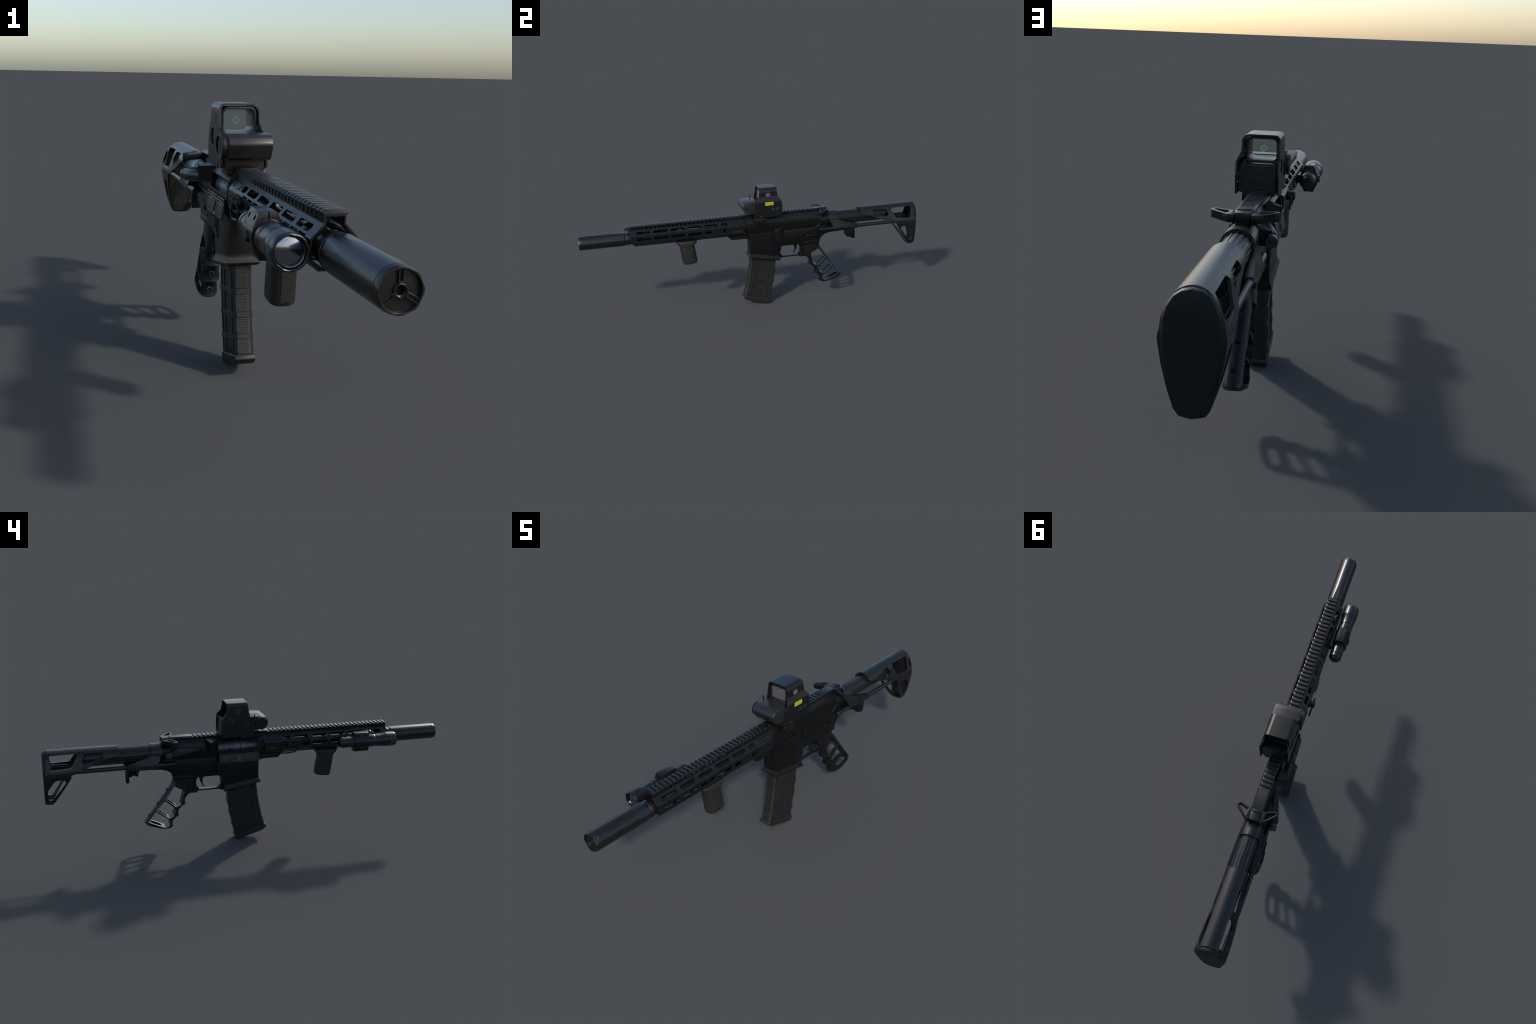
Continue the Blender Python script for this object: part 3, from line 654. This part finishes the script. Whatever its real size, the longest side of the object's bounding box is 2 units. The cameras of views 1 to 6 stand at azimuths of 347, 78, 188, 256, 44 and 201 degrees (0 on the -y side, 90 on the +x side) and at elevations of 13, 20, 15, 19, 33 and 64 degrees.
# ------------------------------------------------------------------ stock
# guide collar behind the receiver
c_sec = [(-.0445, .485)] + [(-.0455 * cos(radians(a)), BORE + .0455 * sin(radians(a))) for a in range(6, 176, 8)] + [(.0455, .485), (.0580, .4555), (.0595, .434, .006), (.048, .4235, .006), (-.048, .4235, .006), (-.0595, .434, .006), (-.0580, .4555)]
col = prism(c_sec, .4465, .6205, 'Y')
col_side = prism([(.40, .56), (.498, .56), (.4975, .507, .02), (.514, .4805, .02), (.6208, .4535), (.6208, .41), (.486, .41), (.4765, .436), (.4465, .500), (.40, .500)], -.1, .1, 'X')
col = boolean(col, [col_side], 'INTERSECT')
bore_cut = cyl((0, .485, BORE), (0, .64, BORE), .0398, 48)
trough = prism([(-.0365, .49), (-.0365, .430), (.0365, .430), (.0365, .49)], .5005, .64, 'Y')
col = boolean(col, [bore_cut, trough])
stock_o = bpy.data.objects.new("stock", None); COL.objects.link(stock_o); stock_o.parent = ROOT; stock_o.empty_display_size = .05
part("stock_collar", col, stock_o, M_STOCK, 30)
part("collar_keel", [prism([(.43, .432), (.43, .4065), (.47, .4075, .01), (.50, .4095, .01), (.606, .4105), (.6205, .4265), (.6205, .432)], -.0245, .0245, 'X', bev=.004), prism([(.40, .45), (.45, .45), (.478, .432), (.478, .42), (.40, .42)], -.0255, .0255, 'X', bev=.001)], stock_o, M_RECV)
def flute(r, t, a):
    if r < .036: return r
    u = (a * 16 / (2 * pi)) % 1
    return r - .0019 * max(0.0, min(1.0, (.30 - abs(u - .5)) / .06))
part("buffer_tube", lathe((0, .44, BORE), (0, 1, 0), [(.034, 0), (.0375, .0005), (.0375, .365), (.034, .372), (.0, .373)], 320, flute), stock_o, M_STOCK, 40)
part("tube_ring", lathe((0, .482, BORE), (0, 1, 0), [(.0385, 0), (.0405, .001), (.0405, .016), (.0390, .018), (.036, .018)], 56), stock_o, M_RECV)
for sgn in (1, -1):
    part("guide_rod", lathe((sgn * .0485, .385, .4405), (0, 1, 0), [(.0085, 0), (.0105, .002), (.0105, .505), (.0135, .507), (.0135, .585), (.011, .588)], 28), stock_o, M_STOCK)
# butt stock: hollow shell lofted, then trimmed to its side profile
def bs_sec(y, inset=0.0):
    k = max(0.0, min(1.0, (y - .645) / .30)); k = k * k * (3 - 2 * k)
    R = .0480 + .001 * k
    h = []
    for a in range(90, 8, -9): h.append((R * cos(radians(a)), BORE + .002 + R * sin(radians(a))))
    f = lambda a, b: lerp(a, b, k)
    h += [(f(.0478, .0520), .486), (f(.0470, .0650), .450), (f(.0465, .0672), .438), (f(.0450, .0658), .424), (f(.043, .060), .385), (f(.040, .0485), .335), (f(.034, .0365), .296), (f(.028, .027), .2815), (0, .2785)]
    if inset:
        h = [(max(0.0, x - inset) if x > 1e-6 else 0, z - inset if i < 8 else (z + inset if i > 13 else z)) for i, (x, z) in enumerate(h)]
    full = h + [(-x, z) for x, z in reversed(h[1:-1])]
    return [(x, y, z) for x, z in full]
ys = [.640, .70, .76, .82, .88, .93, .99]
bs = loft([bs_sec(y) for y in ys])
bin_ = loft([bs_sec(y, .0065) for y in [.60, .70, .76, .82, .88, .93, .9865]])
bs = boolean(bs, [bin_])
bs_prof = [(.6475, .56), (.6475, .507, .006), (.785, .4610), (.8735, .4285), (.8735, .4165, .003), (.9645, .2775, .004), (.9890, .2775), (.9900, .33), (.9915, .44), (.9875, .50), (.974, .555)]
bh = [[(.969, .5235, .006), (.850, .5245, .008), (.8385, .514, .004), (.8735, .4615, .006), (.960, .4575, .008), (.966, .50, .004)],
      [(.806, .5215, .006), (.724, .5225, .008), (.7200, .502, .008), (.812, .4755, .006), (.8235, .4885, .006)],
      [(.942, .4095, .012), (.905, .4085, .006), (.899, .393, .006), (.962, .3075, .012), (.983, .3095, .008), (.984, .357, .015), (.955, .400, .015)]]
bs = boolean(bs, [prism(bs_prof, -.12, .12, 'X', holes=bh)], 'INTERSECT')
bs = bevelled(bs, .0007, 50)
brace = prism([(.858, .430), (.876, .430), (.876, .405), (.858, .40)], -.045, .045, 'X')
butt_o = part("butt_stock", bs, stock_o, M_STOCK, 30)
part("stock_pin", [cyl((s * .058, .927, .4385), (s * .0674, .927, .4385), .0032, 14, .0005) for s in (1, -1)], butt_o, M_DARK)
# butt pad
pad_h = [(0, .5385), (.020, .5345), (.0355, .523), (.0475, .503), (.0545, .478), (.0555, .44), (.0545, .405), (.0470, .352), (.0355, .300), (.0235, .2835), (0, .2785)]
pad_o = [(x, z) for x, z in pad_h] + [(-x, z) for x, z in reversed(pad_h[1:-1])]
big = [(x * 1.0, z, ) for x, z in pad_h]
def ringp(sc, y, grow=0.0):
    out = []
    for x, z in pad_o:
        k = max(0, 1 - abs(z - .44) / .10); out.append((x * sc + (1 if x > 0 else -1 if x < 0 else 0) * grow * k, y, .41 + (z - .41) * sc))
    return out
def ycurve(z): return -.0045 * max(0.0, (z - .49) / .05) ** 1.6
def shp(r): return [(x, y + ycurve(z) * (1 if y > .97 else .6), z) for x, y, z in r]
pad = loft([shp(ringp(1.0, .9855, .0105)), shp(ringp(1.0, .9900, .0095)), shp(ringp(1.0, .9955, .001)), shp(ringp(.985, .9985, 0))], False)
bmp = bmesh.new(); bmp.from_mesh(pad); bmp.verts.ensure_lookup_table()
nn = len(pad_o); lastr = [bmp.verts[3 * nn + i] for i in range(nn)]
for i in range(nn // 2):                                     # close the curved rear face in strips
    q = [lastr[i], lastr[i + 1], lastr[(nn - i - 1) % nn], lastr[(nn - i) % nn]]
    q2 = []
    for v in q:
        if v not in q2: q2.append(v)
    if len(q2) > 2: bmp.faces.new(q2)
pad = bm_mesh(bmp, 0)
pad_ob = part("butt_pad", pad, stock_o, M_RUB, 25)
def clip(poly, conv):
    for i in range(len(conv)):
        a, b = conv[i], conv[(i + 1) % len(conv)]; out = []
        ins = lambda p: (b[0] - a[0]) * (p[1] - a[1]) - (b[1] - a[1]) * (p[0] - a[0]) <= 0
        for j in range(len(poly)):
            p, q = poly[j], poly[(j + 1) % len(poly)]
            if ins(p): out.append(p)
            if ins(p) != ins(q):
                d1 = (b[0] - a[0]) * (p[1] - a[1]) - (b[1] - a[1]) * (p[0] - a[0]); d2 = (b[0] - a[0]) * (q[1] - a[1]) - (b[1] - a[1]) * (q[0] - a[0])
                t = d1 / (d1 - d2); out.append((p[0] + (q[0] - p[0]) * t, p[1] + (q[1] - p[1]) * t))
        poly = out
        if len(poly) < 3: return []
    return poly
conv = [(x * .955, .41 + (z - .41) * .955) for x, z in pad_o]
bm = bmesh.new(); W, P = .0166, .0128
for row in range(-11, 12):
    for c in range(-5, 6):
        cx = (c + (.5 if row % 2 else 0)) * W; cz = .408 + row * P
        hx = [(cx + dx * (W - .0008) / 2, cz + dz) for dx, dz in ((0, P * .655), (1, P * .315), (1, -P * .315), (0, -P * .655), (-1, -P * .315), (-1, P * .315))]
        hx = clip(hx, conv)
        if len(hx) < 3: continue
        ar = abs(sum(hx[i][0] * hx[(i + 1) % len(hx)][1] - hx[(i + 1) % len(hx)][0] * hx[i][1] for i in range(len(hx)))) / 2
        if ar < 2e-5: continue
        cxm = sum(p[0] for p in hx) / len(hx); czm = sum(p[1] for p in hx) / len(hx)
        A = [bm.verts.new((x, .9979 + ycurve(z), z)) for x, z in hx]
        B = [bm.verts.new((cxm + (x - cxm) * .93, .9991 + ycurve(z), czm + (z - czm) * .93)) for x, z in hx]
        bm.faces.new(B)
        for i in range(len(A)): bm.faces.new((A[i], A[(i + 1) % len(A)], B[(i + 1) % len(A)], B[i]))
part("hexagon_tread", bm_mesh(bm, 1e-7), pad_ob, M_RUB, 20, kind="stuff")
# release latch under the collar
part("stock_latch", [box(-.022, .018, .604, .619, .3515, .41, .002), box(-.008, .008, .558, .570, .378, .41, .001), hull([(-.01, .585, .41), (.01, .585, .41), (-.01, .60, .41), (.01, .60, .41), (0, .582, .385), (0, .575, .41), (0, .578, .385)]),
                     prism([(.549, .405), (.549, .388), (.566, .371), (.584, .372), (.587, .365), (.604, .366), (.611, .402), (.604, .43), (.56, .43)], .022, .042, 'X', bev=.002)], stock_o, M_RECV)

# ------------------------------------------------------------------ place the whole thing
ROOT.location = (0.0145, 0, 0)
ROOT.rotation_euler = (0, 0, 0.037)
ROOT["label"] = "matte black carbine with holographic sight, suppressor, light and skeleton grip"
ROOT["category"] = "rifle"
